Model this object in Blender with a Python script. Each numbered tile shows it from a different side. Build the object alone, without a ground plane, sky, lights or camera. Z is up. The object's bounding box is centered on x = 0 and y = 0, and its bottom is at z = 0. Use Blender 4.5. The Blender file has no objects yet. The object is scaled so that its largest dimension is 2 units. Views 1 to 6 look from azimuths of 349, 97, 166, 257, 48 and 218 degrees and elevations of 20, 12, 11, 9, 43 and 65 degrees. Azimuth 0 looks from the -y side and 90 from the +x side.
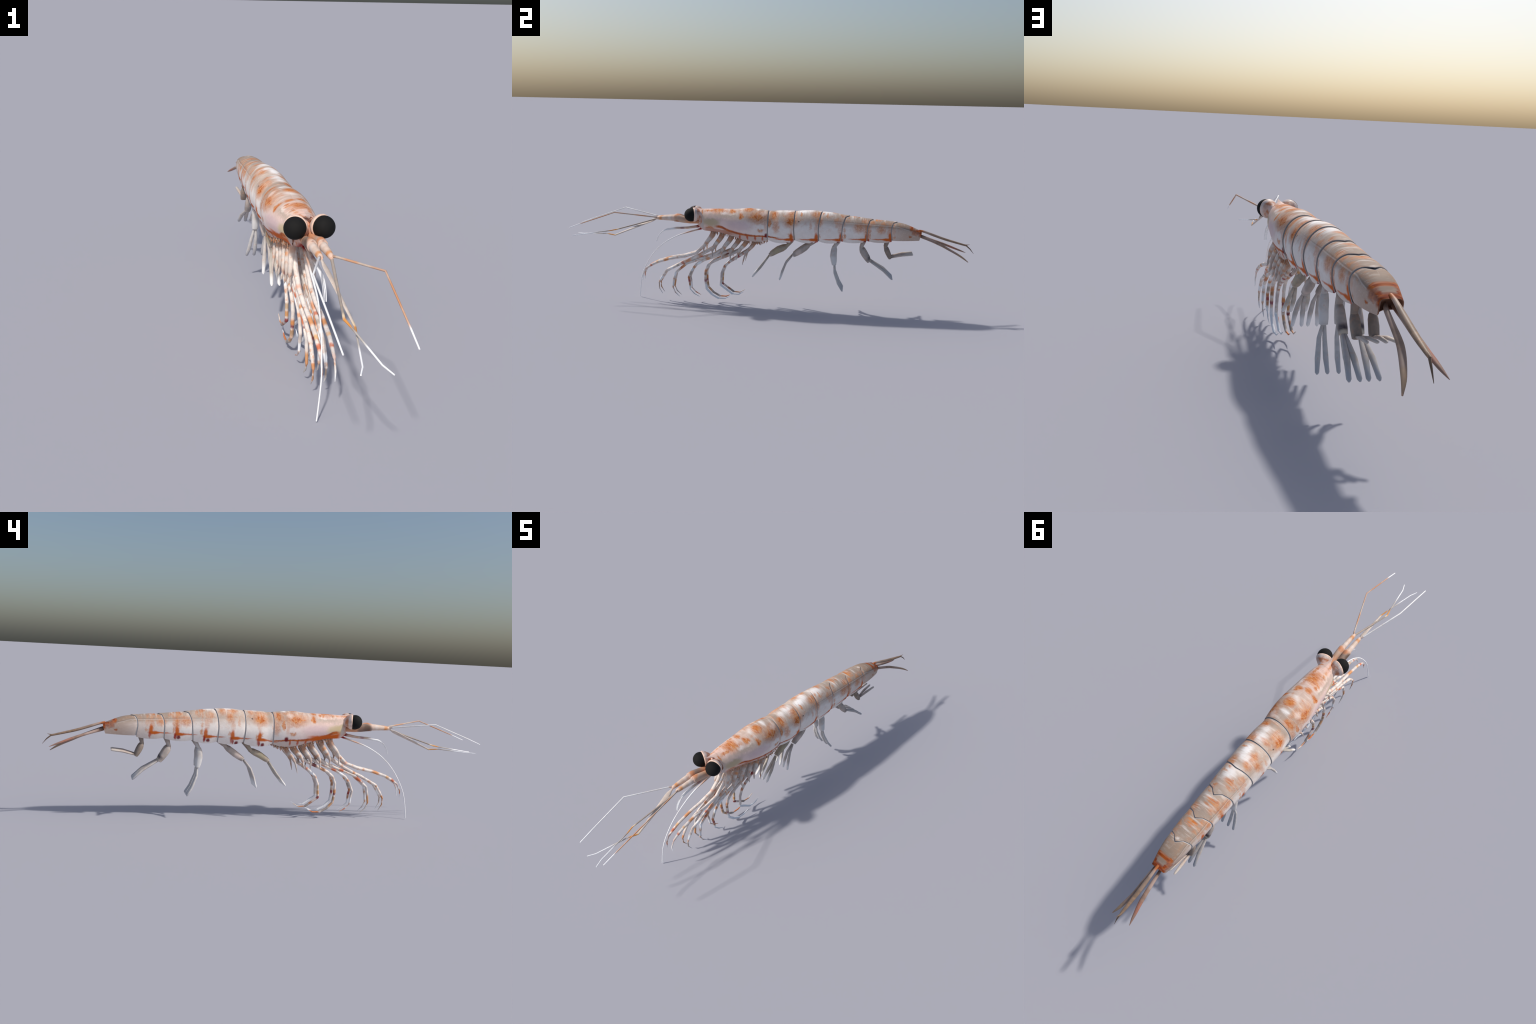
# A krill built part by part: shell segments lofted from body profiles, limbs swept along
# jointed paths, swimmerets, tail fan, feelers, eyes on cups and a gill fringe.
import bpy, math, random
from mathutils import Vector, noise
random.seed(7)
SCN = bpy.context.scene.collection

# ------------------------------------------------------------------ helpers
def lerp(a, b, t): return a + (b - a) * t

def smooth(a, b, x):
    t = max(0.0, min(1.0, (x - a) / (b - a)))
    return t * t * (3 - 2 * t)

def table(pts):
    """smooth (monotone-ish cubic) interpolation through (y, value) control points"""
    n = len(pts)
    m = []
    for i in range(n):
        a, b = pts[max(0, i - 1)], pts[min(n - 1, i + 1)]
        m.append((b[1] - a[1]) / (b[0] - a[0]))
    def f(y):
        if y <= pts[0][0]: return pts[0][1]
        if y >= pts[-1][0]: return pts[-1][1]
        for i in range(n - 1):
            (x0, v0), (x1, v1) = pts[i], pts[i + 1]
            if y <= x1:
                h = x1 - x0
                t = (y - x0) / h
                return ((2*t**3 - 3*t*t + 1) * v0 + (t**3 - 2*t*t + t) * h * m[i]
                        + (-2*t**3 + 3*t*t) * v1 + (t**3 - t*t) * h * m[i + 1])
    return f

def make(name, verts, faces, mats, face_mat=None, parent=None, smooth_angle=50):
    me = bpy.data.meshes.new(name)
    me.from_pydata([tuple(v) for v in verts], [], faces)
    for m in (mats if isinstance(mats, (list, tuple)) else [mats]):
        me.materials.append(m)
    if face_mat:
        for p, k in zip(me.polygons, face_mat): p.material_index = k
    me.shade_smooth()
    if smooth_angle:
        me.set_sharp_from_angle(angle=math.radians(smooth_angle))
    ob = bpy.data.objects.new(name, me)
    SCN.objects.link(ob)
    ob.parent = parent
    return ob

def mirror(pts): return [(-p[0],) + tuple(p[1:]) for p in pts]

def tube(path, radii, sides=10, up=(1, 0, 0), power=1.0, roll=0.0):
    """sweep an elliptical section along a path; radii are (along up, across) pairs.
    Returns verts, faces; both ends are closed."""
    path = [Vector(p) for p in path]
    V, F = [], []
    n = len(path)
    upv = Vector(up)
    for i, p in enumerate(path):
        a = (p - path[i - 1]).normalized() if i else None
        b = (path[i + 1] - p).normalized() if i < n - 1 else None
        d = (a + b).normalized() if a and b else (a or b)
        s = upv - d * upv.dot(d)
        if s.length < 1e-4: s = Vector((0, 0, 1)) - d * d.z
        s.normalize()
        t = d.cross(s)
        if roll: s, t = s * math.cos(roll) + t * math.sin(roll), t * math.cos(roll) - s * math.sin(roll)
        r = radii[i]
        r0, r1 = r if isinstance(r, (tuple, list)) else (r, r)
        for k in range(sides):
            q = 2 * math.pi * (k + .5) / sides
            c, sn = math.cos(q), math.sin(q)
            c = math.copysign(abs(c) ** power, c); sn = math.copysign(abs(sn) ** power, sn)
            V.append(p + s * r0 * c + t * r1 * sn)
    for i in range(n - 1):
        for k in range(sides):
            a, b = i * sides + k, i * sides + (k + 1) % sides
            F.append((a, b, b + sides, a + sides))
    F.append(tuple(reversed(range(sides))))
    F.append(tuple((n - 1) * sides + k for k in range(sides)))
    return V, F

def curve_path(pts, per=5):
    """Catmull-Rom points through the control points (works on tuples of any length)"""
    out = []
    n = len(pts)
    for i in range(n - 1):
        p0, p1, p2, p3 = pts[max(0, i-1)], pts[i], pts[i+1], pts[min(n-1, i+2)]
        for k in range(per):
            t = k / per
            out.append(tuple(0.5 * (2*b + (c-a)*t + (2*a-5*b+4*c-d)*t*t + (3*b-a-3*c+d)*t**3)
                             for a, b, c, d in zip(p0, p1, p2, p3)))
    out.append(tuple(pts[-1]))
    return out

def joined(parts):
    V, F = [], []
    for v, f in parts:
        o = len(V)
        V += v
        F += [tuple(i + o for i in q) for q in f]
    return V, F

# ------------------------------------------------------------------ node materials
class Nodes:
    def __init__(self, name, rough=.5, spec=.4):
        self.mat = bpy.data.materials.new(name)
        self.mat.use_nodes = True
        self.t = self.mat.node_tree
        self.bsdf = self.t.nodes["Principled BSDF"]
        self.bsdf.inputs["Roughness"].default_value = rough
        self.bsdf.inputs["Specular IOR Level"].default_value = spec
        self.P = self.new("ShaderNodeTexCoord").outputs["Object"]
    def new(self, kind, **kw):
        n = self.t.nodes.new(kind)
        for k, v in kw.items(): setattr(n, k, v)
        return n
    def put(self, sock, val):
        if isinstance(val, bpy.types.NodeSocket): self.t.links.new(val, sock)
        elif val is not None:
            if hasattr(sock.default_value, "__len__") and not hasattr(val, "__len__"): val = (val,) * len(sock.default_value)
            if hasattr(val, "__len__") and len(val) == 3 and len(sock.default_value) == 4: val = (*val, 1)
            sock.default_value = val
    def math(self, op, a, b=None, c=None):
        n = self.new("ShaderNodeMath", operation=op)
        for i, v in enumerate((a, b, c)):
            if v is not None: self.put(n.inputs[i], v)
        return n.outputs[0]
    def vmath(self, op, a, b=None, scale=None):
        n = self.new("ShaderNodeVectorMath", operation=op)
        self.put(n.inputs[0], a)
        if b is not None: self.put(n.inputs[1], b)
        if scale is not None: self.put(n.inputs["Scale"], scale)
        return n.outputs["Value"] if op in ("LENGTH", "DISTANCE", "DOT_PRODUCT") else n.outputs["Vector"]
    def ramp(self, x, a, b, lo=0.0, hi=1.0, soft=True):
        n = self.new("ShaderNodeMapRange", interpolation_type="SMOOTHSTEP" if soft else "LINEAR")
        for i, v in enumerate((x, a, b, lo, hi)): self.put(n.inputs[i], v)
        return n.outputs[0]
    def noise(self, vec, scale, detail=2.0, rough=.55):
        n = self.new("ShaderNodeTexNoise")
        self.put(n.inputs["Vector"], vec)
        n.inputs["Scale"].default_value, n.inputs["Detail"].default_value, n.inputs["Roughness"].default_value = scale, detail, rough
        return n.outputs
    def mix(self, fac, a, b, blend="MIX"):
        n = self.new("ShaderNodeMix", data_type="RGBA", blend_type=blend)
        self.put(n.inputs[0], fac); self.put(n.inputs[6], a); self.put(n.inputs[7], b)
        return n.outputs[2]
    def xyz(self, v):
        n = self.new("ShaderNodeSeparateXYZ"); self.put(n.inputs[0], v)
        return n.outputs
    def vec(self, x, y, z=0.0):
        n = self.new("ShaderNodeCombineXYZ")
        for s, v in zip(n.inputs, (x, y, z)): self.put(s, v)
        return n.outputs[0]
    def scaled(self, v, s):
        return self.vmath("MULTIPLY", v, s)
    def color(self, c): self.put(self.bsdf.inputs["Base Color"], c)
    def bump(self, h, dist=.002, strength=.4):
        n = self.new("ShaderNodeBump")
        n.inputs["Distance"].default_value, n.inputs["Strength"].default_value = dist, strength
        self.put(n.inputs["Height"], h)
        self.put(self.bsdf.inputs["Normal"], n.outputs[0])

ORANGE = (.62, .20, .055)
RUST = (.50, .115, .025)
RED = (.60, .10, .03)
WINE = (.20, .012, .018)
WHITE = (.90, .89, .87)
CREAM = (.72, .62, .54)
GREY = (.40, .35, .31)
OLIVE = (.40, .33, .22)

def plain(name, col, rough=.6, vary=.15, scale=60, spec=.35):
    n = Nodes(name, rough, spec)
    f = n.noise(n.P, scale, 3)["Fac"]
    n.color(n.mix(n.ramp(f, .3, .7), tuple(c * (1 - vary) for c in col), tuple(min(1, c * (1 + vary)) for c in col)))
    return n.mat

def spotted(name, base, spots, rough=.55, vary=.14, warp=.004, spec=.2, tinge=.0):
    """base colour with soft spots: (centre xyz, radius, colour, strength)"""
    n = Nodes(name, rough, spec)
    wn = n.vmath("SUBTRACT", n.noise(n.P, 90, 2)["Color"], (.5, .5, .5))
    p = n.vmath("ADD", n.P, n.vmath("SCALE", wn, scale=warp * 2))
    f = n.noise(n.P, 55, 3)["Fac"]
    c = n.mix(n.ramp(f, .3, .7), tuple(q * (1 - vary) for q in base), tuple(min(1, q * (1 + vary * .7)) for q in base))
    speck = n.ramp(n.noise(n.P, 110, 4, .65)["Fac"], .54, .70, 0, .36)
    c = n.mix(speck, c, (.56, .25, .11))
    tint = n.ramp(n.noise(n.P, 38, 4, .6)["Fac"], .54, .68, 0, tinge)
    c = n.mix(tint, c, (.64, .27, .11))
    for ctr, r, col, s in spots:
        d = n.vmath("DISTANCE", p, ctr)
        c = n.mix(n.ramp(d, r * .50, r * 1.25, s, 0.0), c, col)
    n.color(c)
    return n.mat

# blobs on the flank, seen square from the side: (y, z, ry, rz, strength)
BLOBS = [
 (-.235,.480,.034,.007,.9),(-.282,.476,.025,.004,.8),(-.165,.476,.014,.007,.9),(-.075,.490,.027,.006,.9),
 (-.015,.481,.020,.008,.5),(-.123,.458,.011,.012,.9),(-.072,.455,.015,.004,.9),(-.042,.456,.034,.017,.85),
 (-.032,.436,.029,.015,.5),(-.025,.392,.014,.009,.7),(-.323,.465,.004,.012,.9),(.038,.467,.013,.020,.85),
 (.018,.431,.007,.022,.8),(.050,.416,.011,.020,.6),(-.278,.394,.020,.007,.7),(.122,.440,.024,.019,.9),
 (.121,.472,.016,.016,.75),(.109,.456,.007,.004,.6),(.119,.372,.009,.012,.6),(.055,.407,.009,.016,.4),
 (.136,.365,.006,.009,.6),(.171,.474,.005,.010,.8),(.245,.477,.019,.012,.75),(.259,.446,.012,.015,.7),
 (.218,.424,.007,.015,.4),(.258,.373,.006,.011,.5),(.277,.481,.005,.009,.7),(.299,.474,.005,.012,.6),
 (.368,.472,.008,.005,.7),(.342,.452,.013,.013,.5),(.348,.432,.011,.016,.4),(.381,.409,.007,.013,.5),
 (.383,.379,.006,.013,.7),(.398,.468,.006,.006,.7),(.452,.422,.019,.015,.65),(.478,.452,.013,.012,.6),
 (.490,.413,.010,.029,.75),(.506,.384,.005,.013,.6),(.514,.451,.013,.011,.6),(.538,.458,.019,.005,.8),
 (.556,.416,.012,.014,.65),(.576,.415,.004,.010,.5),(.621,.382,.005,.008,.5),(.616,.411,.010,.016,.3)]
TAIL_BLOBS = [(.702,.428,.011,.012,1),(.735,.416,.020,.008,1),(.695,.387,.011,.006,.9),(.718,.396,.013,.006,.5),(.745,.400,.012,.012,.8)]
# rear bottom corner of each abdominal segment, where the rust wedge ends
WEDGE = [(.126,.352),(.247,.356),(.366,.360),(.490,.366),(.601,.370)]
DOTS = [(.108,.328),(.227,.334),(.353,.343),(.481,.352)]

RIMS = [(-.002,.43),(.126,.43),(.246,.43),(.360,.425),(.482,.42),(.596,.42)]
# blobs on the back, seen from above: (x, y, rx, ry, strength)
BACK_RUST = [(.010,-.243,.030,.026,1),(.002,-.262,.020,.018,.7),(-.006,-.228,.022,.014,.8),(.024,-.285,.006,.024,.8),(.029,-.172,.017,.011,.85),(-.015,-.183,.016,.011,.85),(.013,-.090,.024,.022,1),
 (-.032,-.060,.012,.030,.5),(.030,-.120,.006,.02,.4),(-.024,.108,.024,.010,.6),(-.030,.190,.020,.009,.65),(-.034,.235,.022,.014,.7),(-.018,.330,.022,.009,.75),(-.030,.350,.014,.006,.6),
 (-.008,.424,.024,.0045,.85),(-.012,.435,.020,.004,.8),(-.004,.449,.016,.0035,.6),(.000,.535,.024,.0045,.9),(-.004,.546,.018,.004,.85),(.004,.556,.016,.003,.5),(.012,.020,.03,.006,.3)]
PAINTED_SHEEN = [(.014,.062,.022,.020,.75),(.010,.104,.034,.028,.9),(.016,.180,.024,.036,1.0),(.000,.214,.042,.022,.85),(.008,.298,.032,.036,.85),(-.004,.270,.04,.02,.5),  # glossy highlights of the middle plates, painted as whitened patches
 (.000,-.046,.026,.012,.85),(.014,.420,.030,.005,.6),(.000,.458,.030,.005,.35),(.042,-.208,.008,.018,.7),(.003,.572,.026,.004,.3),(.000,.620,.008,.007,.45),(.0,-.12,.02,.02,.5)]

def shell_material():
    n = Nodes("shell", .7, .10)
    X, Y, Z = n.xyz(n.P)
    NZ = n.xyz(n.new("ShaderNodeNewGeometry").outputs["Normal"])[2]
    top = n.ramp(NZ, .45, .92)
    neg = n.ramp(X, .0015, -.0015)
    # the pattern sits further forward and higher on the other flank
    back = n.math("MULTIPLY", neg, n.ramp(Y, .60, .69, 1, 0))
    sy = n.math("ADD", Y, n.math("MULTIPLY", back, .053))
    sz = n.math("SUBTRACT", Z, n.math("MULTIPLY", back, n.ramp(Y, -.02, .06, 0, .011)))
    q0 = n.vec(sy, sz, 0.0)
    half = (.5, .5, .5)
    w = n.vmath("SUBTRACT", n.noise(q0, 48, 5, .72)["Color"], half)
    q = n.vmath("ADD", q0, n.vmath("MULTIPLY", w, (.034, .034, 0)))
    w2 = n.vmath("SUBTRACT", n.noise(q0, 70, 3, .6)["Color"], half)
    qs = n.vmath("ADD", q0, n.vmath("MULTIPLY", w2, (.010, .006, 0)))
    # ground colour: pink carapace front, pale abdomen, tan tail; tan shoulders, cool pale flank
    upper = n.mix(n.ramp(Y, -.28, -.06), (.86, .61, .52), (.59, .47, .39))
    upper = n.mix(n.ramp(Y, .28, .52), upper, (.40, .305, .24))
    upper = n.mix(n.ramp(Y, .52, .68), upper, (.34, .25, .188))
    lower = n.mix(n.ramp(Y, -.20, .02), (.86, .66, .61), (.92, .85, .80))
    lower = n.mix(n.ramp(Y, .40, .56), lower, (.76, .66, .60))
    lower = n.mix(n.ramp(Y, .56, .69), lower, (.56, .425, .345))
    hi = n.math("MAXIMUM", n.ramp(NZ, .05, .60), n.math("MULTIPLY", n.ramp(sz, .400, .455), n.ramp(Y, -.1, .05, .0, .35)))
    c = n.mix(hi, lower, upper)
    c = n.mix(n.ramp(n.noise(q0, 26, 5, .65)["Fac"], .66, .34, 0, n.ramp(NZ, 0, .6, .12, .30)), c, (.33, .26, .22))
    c = n.mix(n.ramp(n.noise(q0, 130, 4, .7)["Fac"], .50, .74, 0, .25), c, (.95, .88, .82))
    c = n.mix(n.ramp(n.noise(q0, 200, 3, .7)["Fac"], .58, .72, 0, .18), c, (.40, .28, .22))
    def blob(y, z, ry, rz, s, src=q, a=1.25, b=.45):
        d = n.vmath("LENGTH", n.vmath("MULTIPLY", n.vmath("SUBTRACT", src, (y, z, 0)), (1/ry, 1/rz, 0)))
        return n.ramp(d, a, b, 0, s)
    # olive shade on the cheek, mauve behind it, dull patch behind the carapace, crust on the shoulder
    for y, z, ry, rz, s, col in [(-.275,.420,.050,.026,.80,(.50,.40,.23)), (-.315,.43,.03,.035,.45,(.56,.46,.32)), (-.21,.455,.10,.011,.45,(.50,.42,.35)),
                                 (-.13,.412,.07,.026,.50,(.66,.48,.50)), (.015,.478,.030,.03,.60,(.40,.335,.29)), (.03,.44,.012,.04,.3,(.45,.38,.33)),
                                 (-.225,.470,.022,.006,.45,(.86,.81,.72)), (-.17,.464,.020,.005,.40,(.86,.81,.72)), (-.19,.4575,.055,.006,.40,(.44,.35,.28)), (-.015,.472,.018,.010,.75,(.92,.84,.78))]:
        c = n.mix(blob(y, z, ry, rz, s), c, col)
    c = n.mix(n.math("MULTIPLY", neg, blob(-.285, .412, .048, .026, .85, n.vmath("ADD", n.vec(Y, Z, 0), n.vmath("MULTIPLY", w, (.03, .02, 0))))), c, (.62, .49, .29))
    # streaked patches across the back
    sx = n.math("MULTIPLY", X, 1.0)
    wt = n.vmath("SUBTRACT", n.noise(n.vec(n.math("MULTIPLY", X, 18), n.math("MULTIPLY", Y, 110), 0), 1, 4, .65)["Color"], half)
    qt = n.vmath("ADD", n.vec(sx, Y, 0), n.vmath("MULTIPLY", wt, (.030, .016, 0)))
    mw = None
    for b in PAINTED_SHEEN:
        k = blob(*b, src=qt, a=1.35, b=.25)
        mw = k if mw is None else n.math("MAXIMUM", mw, k)
    for x, y, rx, ry, k in [(.0,.022,.09,.020,.75), (.0,.385,.08,.018,.4), (.0,.495,.08,.022,.55), (.0,.600,.08,.022,.45), (.0,.245,.08,.014,.3)]:
        c = n.mix(n.math("MULTIPLY", blob(x, y, rx, ry, k, src=qt, a=1.3, b=.3), n.ramp(NZ, .1, .6)), c, (.37, .30, .25))
    c = n.mix(n.math("MULTIPLY", mw, top), c, (.97, .93, .90))
    mo = None
    for b in BACK_RUST:
        k = blob(b[0], b[1], b[2] * 1.28, b[3] * 1.28, min(1, b[4] * 1.1), src=qt, a=1.35, b=.40)
        mo = k if mo is None else n.math("MAXIMUM", mo, k)
    mo = n.math("MULTIPLY", mo, top)
    # rust blotches on the flanks; they fade out toward the ridge of the back
    m = None
    for b in BLOBS:
        k = blob(b[0], b[1], b[2] * 1.18, b[3] * 1.18, min(1, b[4] * 1.1))
        m = k if m is None else n.math("MAXIMUM", m, k)
    for b in BLOBS:
        if b[2] * b[3] > .00016 and b[4] > .5:
            m = n.math("MAXIMUM", m, blob(b[0], b[1], b[2] * 1.5, b[3] * 1.5, .62, a=1.5, b=.5))
    for k, (y, z) in enumerate(RIMS):
        m = n.math("MAXIMUM", m, blob(y, z, .013, .050, .45, a=1.2, b=.3))
        m = n.math("MAXIMUM", m, blob(y + .020, z + .03, .008, .035, .45, a=1.2, b=.3))
    loose = n.math("MULTIPLY", n.ramp(n.noise(q0, 24, 6, .75)["Fac"], .50, .70, 0, .75), n.ramp(sz, .39, .45, .10, 1))
    m = n.math("MAXIMUM", m, n.math("MULTIPLY", loose, n.ramp(Y, -.15, -.03)))
    m = n.math("MULTIPLY", m, n.ramp(NZ, .985, .90, .15, 1))
    m = n.math("MAXIMUM", m, mo)
    grain = n.ramp(n.noise(q0, 150, 5, .75)["Fac"], .30, .52, .50, 1.0)
    m = n.math("MULTIPLY", m, grain)
    rust = n.mix(n.ramp(n.noise(q0, 75, 4, .65)["Fac"], .38, .64), (.68, .275, .088), (.52, .145, .032))
    c = n.mix(n.math("MULTIPLY", m, 1.0), c, rust)
    core = n.math("MULTIPLY", n.ramp(m, .55, .95), n.ramp(n.noise(q0, 60, 4, .7)["Fac"], .52, .66, 0, .8))
    c = n.mix(core, c, (.44, .09, .02))
    # rust line along the carapace side
    fc = n.new("ShaderNodeFloatCurve")
    line = [(-.30,.388),(-.237,.402),(-.185,.386),(-.138,.374),(-.069,.365),(.0,.363),(.05,.358)]
    cm = fc.mapping.curves[0]
    cm.points[0].location = ((line[0][0] + .3) / .35, (line[0][1] - .34) / .08)
    cm.points[1].location = ((line[-1][0] + .3) / .35, (line[-1][1] - .34) / .08)
    for y, z in line[1:-1]: cm.points.new((y + .3) / .35, (z - .34) / .08)
    fc.mapping.update()
    Qx, Qy, _ = n.xyz(qs)
    n.put(fc.inputs["Value"], n.math("DIVIDE", n.math("ADD", Qx, .3), .35))
    zl = n.math("ADD", n.math("MULTIPLY", fc.outputs[0], .08), .34)
    dz = n.math("SUBTRACT", Qy, zl)
    wid = n.ramp(Qx, -.10, -.03, .0078, .0050)
    lm = n.math("MULTIPLY", n.ramp(n.math("DIVIDE", n.math("ABSOLUTE", dz), wid), 1.25, .35), n.ramp(Qx, .08, .045))
    lm = n.math("MULTIPLY", lm, n.ramp(Qx, -.262, -.235))
    # below that line a brownish strip with dark ticks
    below = n.math("MULTIPLY", n.ramp(dz, -.001, -.008), n.math("MULTIPLY", n.ramp(Qx, -.23, -.19), n.ramp(Y, .006, .0)))
    c = n.mix(n.math("MULTIPLY", below, .55), c, (.50, .36, .29))
    for y in (-.128, -.090, -.052, -.016):
        c = n.mix(blob(y, .354, .0055, .016, .85, qs), c, (.50, .09, .035))
    c = n.mix(n.math("MULTIPLY", lm, .95), c, n.mix(n.ramp(n.noise(q0, 60, 3)["Fac"], .4, .6), (.55, .135, .02), (.40, .075, .015)))
    # front bottom rim of the carapace
    zr = n.ramp(Y, -.32, -.20, .386, .374, False)
    rim = n.math("MULTIPLY", n.ramp(n.math("ABSOLUTE", n.math("SUBTRACT", n.math("ADD", Z, n.math("MULTIPLY", n.xyz(w)[1], .012)), zr)), n.ramp(X, .02, -.02, .014, .018), .007), n.math("MULTIPLY", n.ramp(Y, -.318, -.296), n.ramp(Y, -.13, -.19)))
    c = n.mix(n.math("MULTIPLY", rim, n.ramp(X, .02, -.02, .60, 1.0)), c, n.mix(neg, (.44, .12, .03), (.66, .135, .02)))
    # grey bare patch at the front corner
    c = n.mix(n.math("MULTIPLY", n.ramp(Y, -.306, -.316), n.ramp(Z, .44, .41, 0, .75)), c, (.58, .50, .47))
    # abdominal wedges, crosses and wine dots
    for y, z in WEDGE:
        for (dy, dz_, ry, rz, s) in [(-.014,-.0005,.025,.0072,.98),(-.050,0,.036,.0034,.8),(-.001,.013,.009,.022,.95),(.004,-.010,.0055,.014,.75)]:
            c = n.mix(blob(y + dy, z + dz_, ry * 1.12, rz * 1.18, s, qs), c, (.62, .13, .016) if s > .75 else (.46, .07, .03))
    for y, z in DOTS: c = n.mix(blob(y, z, .0095, .010, .95, qs), c, WINE)
    for y, z in DOTS: c = n.mix(blob(y + .016, z + .004, .0055, .013, .85, qs), c, (.36, .03, .02))
    c = n.mix(blob(.003, .368, .0105, .0125, .97, qs), c, WINE)
    c = n.mix(blob(.160, .443, .0042, .0032, .9, q0), c, (.05, .045, .045))
    # pale line along the side of the rear half, with a thin dark line just above it
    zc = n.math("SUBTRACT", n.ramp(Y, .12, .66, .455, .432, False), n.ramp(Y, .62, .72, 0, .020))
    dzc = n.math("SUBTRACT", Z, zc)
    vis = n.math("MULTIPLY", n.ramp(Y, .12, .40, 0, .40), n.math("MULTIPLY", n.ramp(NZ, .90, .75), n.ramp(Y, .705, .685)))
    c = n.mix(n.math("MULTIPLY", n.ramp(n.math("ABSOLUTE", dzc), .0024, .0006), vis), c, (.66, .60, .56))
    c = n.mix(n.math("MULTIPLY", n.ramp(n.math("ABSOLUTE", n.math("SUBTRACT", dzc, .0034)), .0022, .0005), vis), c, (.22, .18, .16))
    # rust ring round the tail end, dark at the opening
    mt = None
    for b in TAIL_BLOBS:
        k = blob(*b)
        mt = k if mt is None else n.math("MAXIMUM", mt, k)
    wob = n.math("ADD", Y, n.math("MULTIPLY", n.xyz(wt)[1], .012))
    ring = n.math("MULTIPLY", n.ramp(n.math("ABSOLUTE", n.math("SUBTRACT", wob, .702)), .014, .003), n.ramp(Z, .408, .424))
    side = n.math("MULTIPLY", n.ramp(wob, .695, .708), n.ramp(n.math("ABSOLUTE", X), .015, .026, 0, .65))
    mt = n.math("MAXIMUM", n.math("MAXIMUM", mt, ring), n.math("MULTIPLY", side, n.ramp(Z, .392, .402)))
    mt = n.math("MAXIMUM", mt, n.math("MULTIPLY", n.ramp(wob, .728, .744), n.ramp(Z, .380, .395)))
    inside = n.math("MULTIPLY", n.math("MULTIPLY", n.ramp(wob, .706, .714), n.ramp(wob, .738, .728)), n.ramp(n.math("ABSOLUTE", X), .021, .014))
    mt = n.math("MULTIPLY", mt, n.math("SUBTRACT", 1.0, n.math("MULTIPLY", n.math("MULTIPLY", inside, n.ramp(Z, .403, .412)), .85)))
    c = n.mix(mt, c, n.mix(n.ramp(n.noise(q0, 80, 3)["Fac"], .40, .60), (.46, .115, .02), (.27, .045, .012)))
    # faint streaks that run across the back
    st = n.noise(n.vec(n.math("MULTIPLY", X, 14), n.math("MULTIPLY", Y, 95), n.math("MULTIPLY", Z, 10)), 1, 4, .6)["Fac"]
    c = n.mix(n.math("MULTIPLY", n.ramp(st, .50, .72, 0, .40), n.math("MULTIPLY", top, n.ramp(Y, .60, .70, 1, .3))), c, (.86, .78, .72))
    c = n.mix(n.math("MULTIPLY", n.ramp(st, .46, .30, 0, .35), top), c, (.42, .31, .24))
    n.color(c)
    n.bump(n.noise(q0, 90, 4, .6)["Fac"], .0016, .35)
    n.put(n.bsdf.inputs["Roughness"], n.ramp(n.noise(q0, 60, 3)["Fac"], .3, .7, .60, .75))
    return n.mat

SHELL = shell_material()
sm = Nodes("seam_grey", .8, .1)
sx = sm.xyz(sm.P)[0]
sm.color(sm.mix(sm.ramp(sx, .02, -.05), (.40, .365, .35), (.55, .52, .50)))  # grey lightened to offset groove shadow, paler still on the sunlit side
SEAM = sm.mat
INNER = plain("shell_inside", (.80, .60, .52), .7, .15)  # pink lightened so the shadowed gap at the chin reads less dark
HOLLOW = plain("tail_hollow", (.26, .12, .07), .7, .3)

# ------------------------------------------------------------------ root
krill = bpy.data.objects.new("krill", None)
SCN.objects.link(krill)
krill["label"] = "small pale orange-spotted krill with black eyes and many thin legs"
krill["category"] = "krill"

# ------------------------------------------------------------------ body profile
TOP = table([(-.38,.488),(-.34,.4785),(-.28,.480),(-.22,.482),(-.165,.483),(-.09,.4895),(-.03,.4865),(.006,.482),(.07,.484),(.136,.4865),
             (.204,.490),(.27,.489),(.339,.481),(.404,.472),(.463,.465),(.516,.459),(.575,.455),(.632,.449),(.67,.441),(.709,.427),(.75,.409)])
WID = table([(-.38,.037),(-.335,.041),(-.30,.052),(-.27,.058),(-.2,.068),(-.13,.0765),(-.08,.078),(-.03,.0745),(0,.070),(.03,.0665),(.07,.0705),
             (.13,.071),(.2,.071),(.27,.067),(.33,.064),(.40,.060),(.48,.057),(.52,.055),(.56,.053),(.62,.049),(.68,.042),(.73,.032),(.75,.028)])
MID = table([(-.38,.425),(-.30,.418),(-.1,.408),(.2,.405),(.5,.408),(.65,.405),(.75,.395)])
LOWW = table([(-.38,.030),(-.311,.032),(-.24,.042),(-.15,.050),(-.05,.052),(.05,.050),(.25,.050),(.4,.046),(.6,.040),(.70,.034),(.75,.026)])
CAR_BOT = table([(-.38,.380),(-.311,.3745),(-.236,.371),(-.165,.355),(-.09,.335),(-.03,.334),(.006,.343)])
ABD_BOT = table([(-.01,.345),(.134,.346),(.253,.346),(.367,.350),(.487,.356),(.6,.360),(.70,.366),(.75,.369)])
ROUND = table([(-.38,.9),(-.1,1.0),(.3,1.0),(.45,.9),(.62,.72),(.75,.62)])

UP = [0, .04, .08, .13, .19, .26, .34, .44, .56, .69, .82, .95, 1.09, 1.24, 1.40, math.pi / 2]
LOW = [.12, .26, .42, .60, .78, .92, 1.0]
BELLY = [(.93, .004), (.80, .008), (.45, .012), (0.0, .012)]
NP = len(UP) + len(LOW) + len(BELLY)

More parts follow.
